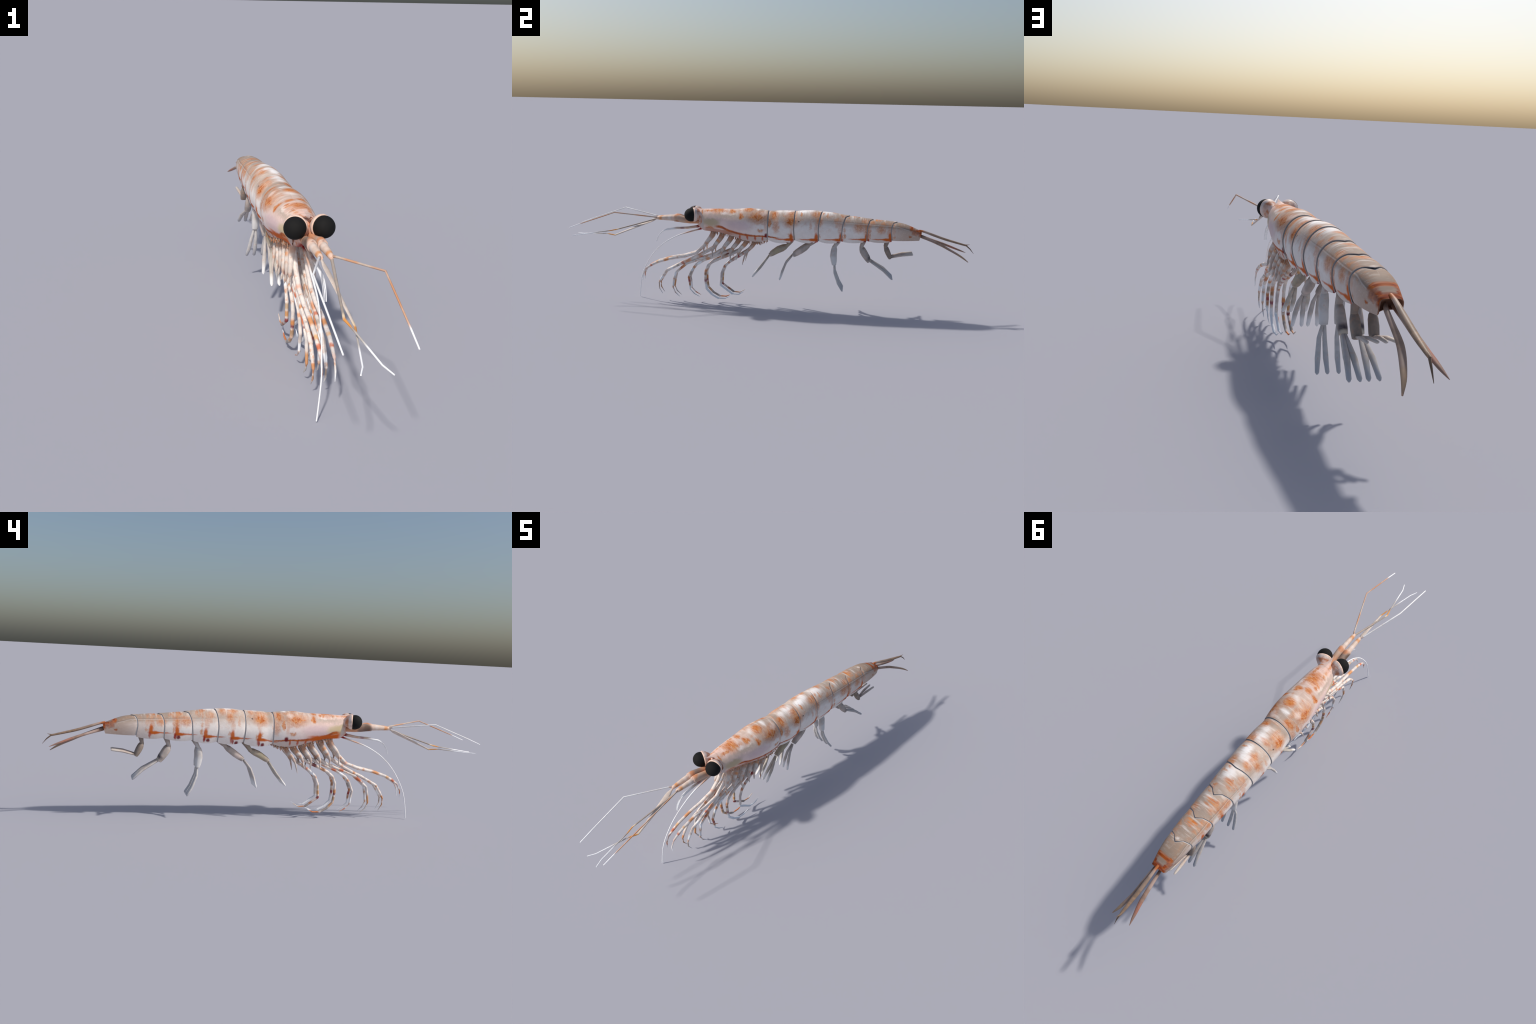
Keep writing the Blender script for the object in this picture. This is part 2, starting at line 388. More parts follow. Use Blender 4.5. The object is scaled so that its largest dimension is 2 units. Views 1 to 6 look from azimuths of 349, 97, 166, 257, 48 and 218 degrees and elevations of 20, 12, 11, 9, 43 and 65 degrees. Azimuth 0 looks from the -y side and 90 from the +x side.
def section(y, i, bottom):
    """point i of the half section at station y"""
    T, W, M, L = TOP(y), WID(y), MID(y), LOWW(y)
    if i < len(UP):
        a, e = UP[i], ROUND(y)
        return W * math.sin(a) ** (1 if e > .95 else .5 + .5 * e), M + (T - M) * max(0.0, math.cos(a)) ** e
    i -= len(UP)
    if i < len(LOW):
        s = LOW[i]
        return lerp(W, L, s ** 1.9), lerp(M, bottom, s)
    f, h = BELLY[i - len(LOW)]
    return L * f, bottom + h

SEAM_SIDE = [.006, .134, .253, .367, .487, .601]
SEAM_TOP = [.005, .136, .268, .404, .517, .633]
SEAM_LOW = [.004, .138, .255, .362, .487, .608]
SEAM_POINT = [0, .1, .3, .75, .75, .85]

def seam(k, i):
    if i < len(UP):
        a = UP[i]
        soft = math.cos(a) ** 2
        tip = max(0.0, 1 - a / .42) ** 1.1
        g = lerp(soft, .35 * soft + .65 * tip, SEAM_POINT[k])
        return lerp(SEAM_SIDE[k], SEAM_TOP[k], g)
    j = i - len(UP)
    s = LOW[j] if j < len(LOW) else 1.0
    return lerp(SEAM_SIDE[k], SEAM_LOW[k], s)

def shell_piece(name, front, rear, bottom, rows, parent, rim_front=None, tail=False, tip_lift=0.0):
    """loft one ring of shell between two edge curves; front collar tucked under the piece ahead"""
    V, F, FM = [], [], []
    grid = []
    stations = []
    if rim_front:          # free front edge with thickness turned inward
        stations += [(0.10, .90, 'in'), (0.0, .95, 'in')]
    else:
        stations += [(-.010, .93, 'd'), (.0, .955, 'd'), (.0052, .968, 'd'), (.0070, .980, 's')]
    main = [r / rows for r in range(0 if rim_front else 1, rows + 1)]
    def ring(ys, scale, v):
        row = []
        for i in range(NP):
            y = ys(i)
            x, z = section(y, i, bottom(y, v))
            cz = .405
            if scale != 1: x, z = x * scale, cz + (z - cz) * scale
            if tip_lift and v > .8 and i < 9: z += tip_lift * (v - .8) / .2 * max(0, 1 - UP[i] / .45)
            row.append((x, y, z))
        return row
    rings = []
    for st in stations:
        if rim_front: rings.append((ring(lambda i: front(i) + st[0] * .12, st[1], 0), 1))
        else: rings.append((ring(lambda i: front(i) + st[0], st[1], 0), 2 if st[2] == 'd' else 0))
    for v in main:
        swell = (1 + .012 * math.sin(math.pi * min(1, v)) - .014 * (1 - smooth(0, .35, v)) if not rim_front else 1) + .007 * smooth(.80, 1.0, v) * (0 if tail else 1)
        y0 = 0 if rim_front else .0075
        rings.append((ring(lambda i: lerp(front(i) + y0, rear(i), v), swell, v), 0))
    # turned-in rear lip
    if tail:
        for dy, sc in ((.001, .90), (-.010, .72), (-.012, .30)):
            rings.append((ring(lambda i: rear(i) + dy, sc, 1), 1))
    else:
        rings.append((ring(lambda i: rear(i) + .0006, .965, 1), 2))
        rings.append((ring(lambda i: rear(i) - .012, .93, 1), 2))
    full = 2 * NP - 2
    for row, _ in rings:
        loop = row + [(-x, y, z) for x, y, z in reversed(row[1:-1])]
        V += loop
    for r in range(len(rings) - 1):
        mat = max(rings[r][1], rings[r + 1][1]) if rings[r][1] and rings[r + 1][1] else (rings[r + 1][1] if r >= len(stations) + len(main) - 1 else 0)
        for i in range(full):
            a, b = r * full + i, r * full + (i + 1) % full
            F.append((a, b, b + full, a + full)); FM.append(mat)
    if tail:
        F.append(tuple((len(rings) - 1) * full + i for i in range(full))); FM.append(1)
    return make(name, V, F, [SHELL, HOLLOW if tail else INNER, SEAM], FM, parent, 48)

# carapace with its forward spike
def car_front(i):
    if i < len(UP):
        x = .041 * math.sin(UP[i])
        if x < .010: return -.379 + .036 * (x / .010) ** .75
        if x < .032: return lerp(-.343, -.329, ((x - .010) / .022) ** .8)
        return lerp(-.329, -.321, smooth(.032, .041, x))
    j = i - len(UP)
    if j < len(LOW):
        s = LOW[j]
        return lerp(-.321, -.332, smooth(0, .45, s)) if s < .45 else lerp(-.332, -.311, smooth(.45, 1, s))
    return lerp(-.311, -.285, (j - len(LOW) + 1) / len(BELLY))

shell_piece("carapace", car_front, lambda i: seam(0, i), lambda y, v: CAR_BOT(y), 34, krill, rim_front=True)

LOBE = [.016, .010, .009, .008, .007, 0]
for k in range(6):
    f = (lambda k: lambda i: seam(k, i))(k)
    if k < 5:
        r = (lambda k: lambda i: seam(k + 1, i))(k)
    else:
        def r(i):
            if i < len(UP): return lerp(.7495, .747, (i / (len(UP) - 1)) ** 2)
            j = i - len(UP)
            return lerp(.747, .739, LOW[j]) if j < len(LOW) else .737
    bot = (lambda k: lambda y, v: ABD_BOT(y) + .003 * (1 - v) - LOBE[k] * max(0, math.sin(math.pi * min(1, v * .92 + .06))) ** .7)(k)
    shell_piece("tail_segment" if k == 5 else "abdominal_segment", f, r, bot, 14, krill,
                tail=(k == 5), tip_lift=[0, 0, .001, .0015, .003, 0][k] )

# ------------------------------------------------------------------ head and mouth
def head_mat():
    n = Nodes("head_skin", .5)
    X, Y, Z = n.xyz(n.P)
    f = n.noise(n.P, 70, 3)["Fac"]
    c = n.mix(n.ramp(f, .4, .62), (.70, .42, .32), (.74, .58, .52))
    c = n.mix(n.ramp(n.noise(n.P, 45, 2)["Fac"], .55, .65, 0, .7), c, ORANGE)
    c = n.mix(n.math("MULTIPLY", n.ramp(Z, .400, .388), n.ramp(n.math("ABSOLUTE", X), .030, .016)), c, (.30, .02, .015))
    n.color(c)
    return n.mat
HEAD = head_mat()
HEADV, HEADF = [], []
HP = [(-.24,.036,.383,.468),(-.285,.0355,.377,.473),(-.308,.0345,.3735,.474),(-.3165,.0335,.3735,.4735),(-.3255,.0315,.3775,.472),(-.336,.027,.383,.468),(-.345,.018,.391,.460),(-.350,.009,.400,.450)]
for y, w, zb, zt in HP:
    for k in range(20):
        q = 2 * math.pi * k / 20
        c, sn = math.cos(q), math.sin(q)
        HEADV.append((w * math.copysign(abs(c) ** .45, c), y, (zb + zt) / 2 + (zt - zb) / 2 * math.copysign(abs(sn) ** .45, sn)))
for r in range(len(HP) - 1):
    for k in range(20):
        a, b = r * 20 + k, r * 20 + (k + 1) % 20
        HEADF.append((a, b, b + 20, a + 20))
HEADF.append(tuple(reversed(range(20)))); HEADF.append(tuple((len(HP) - 1) * 20 + k for k in range(20)))
make("head", HEADV, HEADF, HEAD, None, krill, 60)

# ------------------------------------------------------------------ eyes
EYE = Nodes("black_eye", .8, .18)
EYE.color((.0100, .0098, .0096))
EYE = EYE.mat
def cup_mat(side):
    C, A = Vector((.0425 * side, -.376, .452)), Vector((.36 * side, -.93, 0)).normalized()
    n = Nodes("eye_cup_skin", .5)
    along = n.vmath("DOT_PRODUCT", n.vmath("SUBTRACT", n.P, tuple(C)), tuple(A))
    wv = n.math("MULTIPLY", n.math("SUBTRACT", n.noise(n.P, 60, 3)["Fac"], .5), .012)
    t = n.math("ADD", along, wv)
    c = n.mix(n.ramp(n.noise(n.P, 50, 3)["Fac"], .42, .6), (.62, .45, .37), (.82, .62, .53))
    band = n.ramp(n.math("ABSOLUTE", n.math("ADD", t, .036)), .011, .004)
    c = n.mix(n.math("MULTIPLY", band, n.ramp(n.noise(n.P, 40, 2)["Fac"], .40, .54, .25, .95)), c, (.56, .20, .08))
    c = n.mix(n.ramp(n.math("ABSOLUTE", n.math("ADD", t, .0215)), .004, .001, 0, .55), c, (.78, .71, .66))
    c = n.mix(n.ramp(t, -.015, -.0125, 0, .7), c, (.85, .60, .48))
    n.color(c)
    return n.mat
for side in (1, -1):
    C, A = Vector((.0425 * side, -.376, .452)), Vector((.36 * side, -.93, 0)).normalized()
    S = Vector((0, 0, 1)).cross(A).normalized(); U = A.cross(S)
    V, F = [], []
    R = .0333
    nr, ns = 20, 32
    V.append(C + A * R)
    for r in range(1, nr):
        th = math.pi * r / nr
        for k in range(ns):
            q = 2 * math.pi * k / ns
            V.append(C + A * R * math.cos(th) + (S * math.cos(q) + U * math.sin(q)) * R * math.sin(th))
    V.append(C - A * R)
    for k in range(ns): F.append((0, 1 + k, 1 + (k + 1) % ns))
    for r in range(nr - 2):
        for k in range(ns):
            a, b = 1 + r * ns + k, 1 + r * ns + (k + 1) % ns
            F.append((a, a + ns, b + ns, b))
    for k in range(ns): F.append((len(V) - 1, 1 + (nr - 2) * ns + (k + 1) % ns, 1 + (nr - 2) * ns + k))
    eye = make("eye", V, F, EYE, None, krill, 60)
    prof = [(-.0105, .0310), (-.0108, .0336), (-.0125, .0346), (-.016, .0350), (-.020, .0338), (-.026, .0305), (-.032, .0268), (-.039, .0225), (-.046, .0192), (-.056, .0175), (-.068, .016)]
    V, F = [], []
    K = 32
    for t, rr in prof:
        # the stalk leans in toward the head
        off = Vector((-.004 * side, .0, -.006)) * smooth(-.03, -.06, t)
        for k in range(K):
            q = 2 * math.pi * k / K
            V.append(C + A * t + off + (S * math.cos(q) + U * math.sin(q)) * rr)
    for r in range(len(prof) - 1):
        for k in range(K):
            a, b = r * K + k, r * K + (k + 1) % K
            F.append((a, b, b + K, a + K))
    F.append(tuple((len(prof) - 1) * K + k for k in range(K)))
    make("eye_cup", V, F, cup_mat(side), None, eye, 60)

# ------------------------------------------------------------------ antennules and their flagella
def antennule_mat(side):
    g = (.27, .19, .15)
    return spotted("antennule_skin", (.72, .56, .46), [
        ((.014*side, -.35, .415), .050, (.62, .28, .14), .9), ((.015*side, -.395, .43), .036, (.64, .31, .17), .85),
        ((.020*side, -.43, .425), .028 if side > 0 else .034, (.56,.38,.28) if side > 0 else g, .85), ((.022*side, -.455, .420), .018, (.56,.38,.28) if side > 0 else g, .9),
        ((.010*side, -.450, .445), .014, ORANGE, .6), ((.018*side, -.457, .444), .013, ORANGE, .6 if side > 0 else .3), ((.024*side, -.461, .434), .010, (.64,.30,.14), .5 if side > 0 else .1), ((.005*side, -.457, .434), .010, (.64,.30,.14), .5), ((.022*side, -.452, .414), .010, (.42,.13,.04), .7), ((.015*side, -.4695, .440), .0045, (.24,.11,.09), .7),
        ((.015*side, -.468, .428), .0155, (.78,.58,.50), .8), ((.015*side, -.49, .428), .014, (.82, .72, .66), .9),
        ((.015*side, -.537, .426), .0135, (.66, .27, .08), .95), ((.015*side, -.556, .425), .009, (.82, .55, .42), .9)]
        + ([((-.034, -.442, .424), .0225, (.15, .095, .07), .92), ((-.030, -.415, .415), .020, (.20, .12, .09), .7)] if side < 0 else []), .5, .1, .003)

for side in (1, -1):
    P = [(.010,-.320,.420),(.0125,-.350,.417),(.0145,-.385,.4175),(.015,-.415,.4215),(.0152,-.445,.4275),(.0152,-.462,.4285),(.0152,-.4685,.4275),(.0152,-.4690,.4275)]
    Rr = [(.011,.012),(.0125,.0125),(.0132,.0135),(.0140,.0160),(.0146,.0185),(.0148,.0182),(.0146,.0172),(.0110,.0135)]
    P2 = [(.0152,-.460,.4275),(.0152,-.4692,.4275),(.0152,-.476,.4275),(.015,-.50,.4272),(.0148,-.53,.4262),(.0146,-.553,.4250),(.0146,-.560,.4247)]
    R2 = [(.0105,.0130),(.0112,.0138),(.0116,.0140),(.0108,.0125),(.0092,.0102),(.0078,.0085),(.0045,.005)]
    if side < 0: P, P2 = mirror(P), mirror(P2)
    m = antennule_mat(side)
    v, f = joined([tube(P, Rr, 16), tube(P2, R2, 16)])
    stem = make("antennule", v, f, m, None, krill, 40)
    # upper outer flagellum: two straight stretches with one sharp elbow
    o = [(.0165,-.553,.4275),(.026,-.575,.4315),(.089,-.7515,.4563),(.0855,-.93,.392),(.084,-.9895,.369)]
    rad = [.0040,.0034,.0027,.0024,.0020]
    om = spotted("outer_flagellum_skin", (.62,.50,.41) if side > 0 else (.80,.80,.80),
        [((.020*side,-.562,.429),.010,(.40,.24,.17),.7),
         ((.045*side,-.63,.439),.034,(.66,.32,.16),.8 if side > 0 else .1), ((.083*side,-.735,.454),.04,(.60,.34,.22) if side > 0 else WHITE,.8),
         ((.087*side,-.83,.428),.06,(.58,.25,.11) if side > 0 else WHITE,.85), ((.084*side,-.965,.378),.056,(1,1,1),1.0),
         ((.086*side,-.905,.400),.030,(.60,.30,.16) if side > 0 else WHITE,.7)], .5, .08, .002)
    o2 = []
    r2 = []
    for i in range(len(o) - 1):
        for k in range(3):
            o2.append(tuple(lerp(a, b, k / 3) for a, b in zip(o[i], o[i+1]))); r2.append(lerp(rad[i], rad[i+1], k / 3))
    o2.append(o[-1]); r2.append(rad[-1])
    if side < 0: o2 = mirror(o2)
    v, f = tube(o2, r2, 8)
    make("flagellum", v, f, om, None, stem, 60)
    # lower inner flagellum: a thin blade that crosses the midline
    if side < 0:
        o = [(-.0145,-.552,.4235),(-.0125,-.570,.416),(-.004,-.633,.389),(.0131,-.777,.328),(.008,-.798,.3295),(.002,-.821,.332),(-.029,-.961,.321),(-.044,-.994,.321)]
    else:
        o = [(.0145,-.552,.4235),(.0125,-.570,.418),(.003,-.640,.395),(-.0165,-.7815,.351),(-.0125,-.797,.348),(-.009,-.812,.345),(.015,-.963,.323),(.029,-.999,.318)]
    w = [(.0035,.003),(.0050,.0032),(.0100,.0032),(.0040,.0028),(.0032,.0026),(.0028,.0024),(.0021,.0021),(.0018,.0018)]
    blade = [.0100, .0112, .0108, .0098, .0082, .0066, .0052] if side < 0 else [.0042, .0044, .0042, .0040, .0038, .0036, .0034]
    d = (Vector(o[3]) - Vector(o[1])).normalized()
    nrm = Vector((-.55 * side, -.5, .67))
    nrm = (nrm - d * nrm.dot(d)).normalized()
    wide = d.cross(nrm)
    im = spotted("inner_flagellum_skin", (.66,.57,.50) if side < 0 else (.36,.31,.27), [
        (o[0], .012, (.72,.50,.40), .7), (o[3], .020, (.75,.60,.42), .9), (o[4], .022, (.70,.30,.07), .95),
        (tuple(lerp(a, b, .30) for a, b in zip(o[5], o[6])), .030, (.52,.48,.44), .8),
        (tuple(lerp(a, b, .85) for a, b in zip(o[5], o[6])), .062, (1,1,1), 1.0), (o[7], .03, (1,1,1), 1.0)], .5, .1, .002)
    first = curve_path(o[:4], 4)
    rr = [(.0034,.0030),(.0036,.0030),(.0042,.0030),(.0048,.0031),(.0055,.0032) if side < 0 else (.0042,.0031)] + [(b, .0031) for b in blade]
    v, f = tube(first[:-1] + o[3:], rr + w[3:], 10, wide)
    make("flagellum", v, f, im, None, stem, 60)

# ------------------------------------------------------------------ the two feelers under the head
fm = spotted("feeler_skin", (.62,.50,.42), [((0,-.335,.394), .026, (.24,.012,.012), 1.0), ((0,-.30,.39), .03, (.24,.012,.012), 1.0),
     ((0,-.375,.385), .016, (.56,.32,.22), .5), ((0,-.43,.376), .013, (.34,.16,.18), .7), ((0,-.405,.372), .012, (.60,.26,.12), .5),
     ((0,-.505,.366), .045, (.86,.87,.88), 1.0), ((0,-.56,.32), .05, (.90,.91,.92), 1.0)], .45, .1, .003)
fp = [(0,-.315,.396,.010,.010),(0,-.335,.393,.0085,.0085),(0,-.36,.387,.0068,.0068),(0,-.40,.380,.0058,.0058),(0,-.44,.3765,.0058,.0055),(0,-.462,.3755,.0062,.0058),(0,-.485,.3705,.0056,.0056),(0,-.51,.3665,.0066,.0052),(0,-.524,.3612,.0062,.004),(0,-.532,.356,.0045,.0025)]
v, f = tube([p[:3] for p in fp], [p[3:] for p in fp], 12)
parts = [(v, f)]
for dx in (-.0038, 0, .0038):
    bp = [(dx * .8, -.520, .3625), (dx, -.538, .352), (dx * 1.1, -.552, .334), (dx * 1.1, -.559, .320), (dx * 1.05, -.5645, .303)]
    parts.append(tube(curve_path(bp, 3), [lerp(.0021, .0012, i / 12) for i in range(13)], 6))
v, f = joined(parts)
make("feeler", v, f, fm, None, krill, 50)

lm = spotted("long_antenna_skin", (.66,.52,.44), [((0,-.322,.382), .034, (.30,.015,.012), 1.0), ((-.002,-.40,.36), .02, (.66,.40,.28), .8),
     ((-.008,-.50,.32), .085, (.92,.92,.92), 1.0), ((-.02,-.62,.18), .14, (.95,.95,.95), 1.0), ((-.036,-.66,.05), .12, (.95,.95,.95), 1.0)], .5, .08, .003)
lp = [(0,-.300,.388),(-.002,-.326,.380),(-.003,-.357,.370),(-.008,-.435,.3445),(-.009,-.485,.321),(-.009,-.528,.294),(-.012,-.566,.260),(-.015,-.598,.221),(-.020,-.627,.172),(-.024,-.648,.124),(-.030,-.659,.070),(-.037,-.666,.0022)]
cp = curve_path(lp, 4)
v, f = tube(cp, [lerp(.0068, .0040, min(1, i / 8)) if i < 8 else lerp(.0040, .0021, min(1, (i - 8) / 14)) for i in range(len(cp))], 8)
make("antenna", v, f, lm, None, krill, 60)

# ------------------------------------------------------------------ walking legs (side view joints) with their sheaths
LEG = {
 1: [(-.265,.362),(-.312,.298),(-.356,.256),(-.418,.235),(-.490,.221),(-.555,.200),(-.588,.183),(-.617,.162),(-.633,.131),(-.634,.099)],
 2: [(-.219,.357),(-.268,.286),(-.334,.247),(-.395,.214),(-.435,.197),(-.510,.156),(-.535,.118),(-.548,.094),(-.547,.063),(-.530,.036)],
 3: [(-.174,.345),(-.222,.279),(-.263,.252),(-.335,.226),(-.403,.200),(-.429,.178),(-.463,.147),(-.471,.111),(-.476,.072),(-.464,.045),(-.441,.025)],
 4: [(-.134,.335),(-.178,.278),(-.229,.256),(-.276,.236),(-.311,.223),(-.356,.195),(-.377,.168),(-.394,.127),(-.389,.101),(-.386,.066),(-.365,.044),(-.339,.030)],
 5: [(-.091,.333),(-.139,.278),(-.184,.254),(-.223,.238),(-.271,.215),(-.294,.194),(-.307,.162),(-.307,.118),(-.301,.074),(-.274,.046),(-.240,.028),(-.207,.028),(-.180,.041)],
 6: [(-.053,.325),(-.094,.280),(-.139,.249),(-.184,.219),(-.209,.195),(-.224,.158),(-.228,.096),(-.169,.055),(-.137,.053),(-.111,.068)]}
TIP = {1: 3, 2: 3, 3: 3, 4: 3, 5: 3, 6: 3}      # joints of the fine last stretch
# bands: leg -> side -> (joint position as float, length, colour)
O, R_, W_, G_, D_ = (.66,.27,.09), (.60,.13,.04), (.93,.95,.97), GREY, WINE
BANDS = {
 (1, 1): [(2,.006,(.66,.40,.28)),(4.3,.015,O),(5.0,.008,(.72,.42,.2)),(6,.008,R_),(7,.012,(.74,.55,.48)),(8.2,.012,(.85,.83,.80)),(9,.020,W_)],
 (1,-1): [(1.9,.010,(.74,.36,.24)),(4.2,.019,O),(5.2,.009,(.72,.40,.16)),(6.1,.011,R_),(7,.012,(.62,.48,.44)),(8,.010,(.58,.28,.16)),(8.3,.006,R_),(9,.016,(.72,.72,.74))],
 (2, 1): [(2,.012,(.66,.36,.22)),(3,.018,(.74,.34,.18)),(3.7,.010,R_),(4.2,.010,G_),(4.6,.009,W_),(5,.010,CREAM),(6,.014,W_),(7.4,.012,(.46,.34,.25)),(9,.020,(.62,.64,.66))],
 (2,-1): [(2,.009,(.70,.36,.20)),(3,.010,O),(4.2,.006,(.34,.28,.26)),(6.6,.008,O),(7,.014,(.56,.24,.10)),(8,.012,(.50,.26,.14)),(9,.018,(.40,.36,.33))],
 (3, 1): [(2.5,.010,(.68,.40,.26)),(4.6,.012,O),(5,.009,(.56,.15,.05)),(6.1,.012,W_),(6.8,.006,O),(7.5,.014,(.74,.76,.78)),(8,.009,(.66,.42,.30)),(10,.030,(.66,.68,.70))],
 (3,-1): [(3.0,.012,R_),(4.7,.018,(.60,.13,.03)),(5.3,.006,D_),(6.1,.014,(.62,.58,.55)),(7.5,.018,(.62,.28,.10)),(8,.010,(.58,.26,.11)),(9.4,.020,(.56,.52,.48))],
 (4, 1): [(3.5,.012,(.74,.36,.18)),(4.6,.014,W_),(5.4,.009,O),(5.9,.010,(.72,.75,.78)),(6.4,.012,G_),(7,.011,(.52,.17,.04)),(7.6,.010,(.36,.03,.03)),(8.2,.010,(.46,.20,.09)),(9,.017,W_),(10.6,.032,(.72,.75,.78))],
 (4,-1): [(3.6,.014,R_),(4.5,.012,W_),(5.6,.009,(.66,.30,.15)),(6.2,.014,(.62,.56,.52)),(7.3,.012,(.58,.50,.46)),(8.5,.014,W_),(9.3,.009,(.76,.55,.46)),(10.2,.008,R_),(11,.018,(.66,.26,.12))],
 (5, 1): [(2.4,.012,(.62,.38,.26)),(4,.010,(.64,.54,.50)),(5.8,.010,(.62,.25,.10)),(6.2,.010,(.40,.17,.06)),(6.8,.010,(.70,.55,.42)),(7,.009,(.30,.05,.09)),(7.8,.021,W_),(8.6,.018,W_),(9.4,.022,W_),(10.2,.018,W_),(11.5,.030,W_)],
 (5,-1): [(2.4,.014,D_),(3.4,.016,(.60,.28,.13)),(5.6,.010,(.70,.66,.62)),(6.8,.012,(.60,.22,.05)),(7.1,.008,(.22,.03,.05)),(7.6,.012,(.44,.26,.14)),(8.4,.014,(.62,.34,.17)),(9.3,.022,(.36,.31,.28)),(10.6,.016,(.70,.20,.03)),(11.4,.018,(.62,.16,.03)),(12,.012,W_)],
 (6, 1): [(1.0,.010,(.60,.36,.22)),(1.5,.008,(.55,.22,.10)),(2,.010,(.34,.02,.03)),(2.6,.010,(.50,.30,.24)),(3.1,.008,(.52,.18,.08)),(4.0,.009,(.52,.18,.06)),(5,.022,(.55,.47,.45)),(6,.012,W_),(6.5,.030,W_),(7.2,.018,W_),(8.4,.03,W_)],
 (6,-1): [(1.0,.012,(.66,.34,.12)),(1.6,.010,(.36,.28,.23)),(2.2,.008,(.52,.22,.10)),(2.6,.008,R_),(3.3,.014,W_),(5.2,.012,(.58,.40,.24)),(5.6,.012,(.60,.28,.09)),(6,.011,(.24,.012,.02)),(6.3,.009,(.62,.50,.46)),(6.6,.012,(.40,.16,.08)),(6.9,.014,(.30,.26,.24)),(7.6,.014,(.62,.28,.13)),(9,.016,(.72,.55,.42))],
}
def leg_x(k, i): return .0185 + (.0035 * min(1, i / 4) if k >= 5 else .0)

SHEATH = spotted("sheath_skin", (.58,.50,.45), [], .5, .2)
def exo_mat(k, side):
    y0, z0 = LEG[k][0]; y1, z1 = LEG[k][1]
    return spotted("leg_sheath_skin", (.70,.62,.56) if k % 2 else (.58,.50,.45), [
        ((.025*side, y0 - .008, z0 - .010), .018, (.50,.25,.14), .75),
        ((.036*side, lerp(y0, y1, .72), lerp(z0, z1, .72) - .004), .010, (.62,.30,.15), .7 if (k + side) % 3 else .2),
        ((.038*side, y1, z1 - .012), .009, (.55,.26,.14), .6 if k in (1, 3, 5, 6) else .2),
        ((.030*side, lerp(y0, y1, .45), lerp(z0, z1, .45)), .012, (.70,.30,.11), .85 if k in (2, 5) else .0),
        ((.033*side, lerp(y0, y1, .62), lerp(z0, z1, .62)), .011, (.80,.73,.66), .8 if k in (2, 4, 5) else .3)], .5, .15, .004, .2, .5)

for k, yz in LEG.items():
    n = len(yz)
    base_r = {1: .0088, 2: .0085, 3: .0080, 4: .0078, 5: .0076, 6: .0074}[k]
    for side in (1, -1):
        pts, rad = [], []
        for i, (y, z) in enumerate(yz):
            x = leg_x(k, i)
            t = i / (n - 1)
            j = n - 1 - i                    # joints left to the claw
            r = lerp(base_r, base_r * .66, min(1, i / (n - 3)))
            if k in (5, 6) and j >= 2: r = lerp(base_r, base_r * .74, i / (n - 3))
            if j == 2: r *= .95 if k > 4 else .80
            if j == 1: r = .0030
            if j == 0: r = .0008
            if 0 < i < n - 2 and i > 1:
                # a joint: slight swelling, then a narrower start of the next piece
                a, c = Vector((x, y, z)), Vector((leg_x(k, i - 1), *yz[i - 1]))
                d = (a - c).normalized()
                pts += [a - d * .004, a]
                rad += [r * 1.05, r * 1.03]
                e = (Vector((leg_x(k, i + 1), *yz[i + 1])) - a).normalized()
                pts.append(a + e * .0035)
                rad.append(r * (.62 if j == 2 else .93))
            else:
                pts.append(Vector((x, y, z))); rad.append(r)
        # sag between the straight pieces is none: pieces are straight, joints are bent
        if side < 0: pts = [Vector((-p.x, p.y, p.z)) for p in pts]
        spots = []
        for pos, length, col in BANDS[(k, side)]:
            i = min(n - 2, int(pos)); t = pos - i
            spots.append(((side * leg_x(k, pos), lerp(yz[i][0], yz[i+1][0], t), lerp(yz[i][1], yz[i+1][1], t)), length * 1.12, col, .9))
        base = (.80,.72,.66) if side < 0 else (.80,.73,.68)
        m = spotted("leg_skin", base, spots, .5, .16, .003, .2, .75)
        v, f = tube(pts, rad, 10)
        leg = make("leg", v, f, m, None, krill, 50)
        # sheath: thick upper piece that ends in a drooping spine
        y0, z0 = yz[0]; y1, z1 = yz[1]
        dy = -.018 if k == 6 else (-.010 if k == 5 else 0)
        drop = .055 if k == 6 else .044
        sp = [(.020, y0, z0 + .012, .0115, .012), (.024, lerp(y0, y1, .3), lerp(z0, z1, .3), .0112, .0115), (.030, lerp(y0, y1, .62), lerp(z0, z1, .62), .0100, .0105),
              (.0345, lerp(y0, y1, .88), lerp(z0, z1, .88), .0078, .0080), (.037, y1 - .001, z1 - .010, .0058, .0058), (.0385, y1 + dy * .3 - .001, z1 - .019, .0034, .0034),
              (.0405, y1 + dy * .6, z1 - .019 - drop * .3, .0050, .0034), (.043, y1 + dy, z1 - .012 - drop * .75, .0010, .0010)]
        if k == 6:
            sp = [(.020, y0, z0 + .010, .0105, .011), (.028, lerp(y0, y1, .4), lerp(z0, z1, .4), .0100, .0100), (.036, lerp(y0, y1, .85), lerp(z0, z1, .85), .0082, .0082), (.040, y1 - .003, z1 - .008, .0062, .0062),
                  (.043, -.105, .257, .0046, .0044), (.046, -.110, .238, .0036, .0034), (.048, -.116, .212, .0008, .0008)]
        cp = curve_path(sp, 3)
        p = [c[:3] for c in cp]
        if side < 0: p = mirror(p)
        v, f = tube(p, [c[3:] for c in cp], 10)
        make("leg_sheath", v, f, exo_mat(k, side), None, leg, 50)

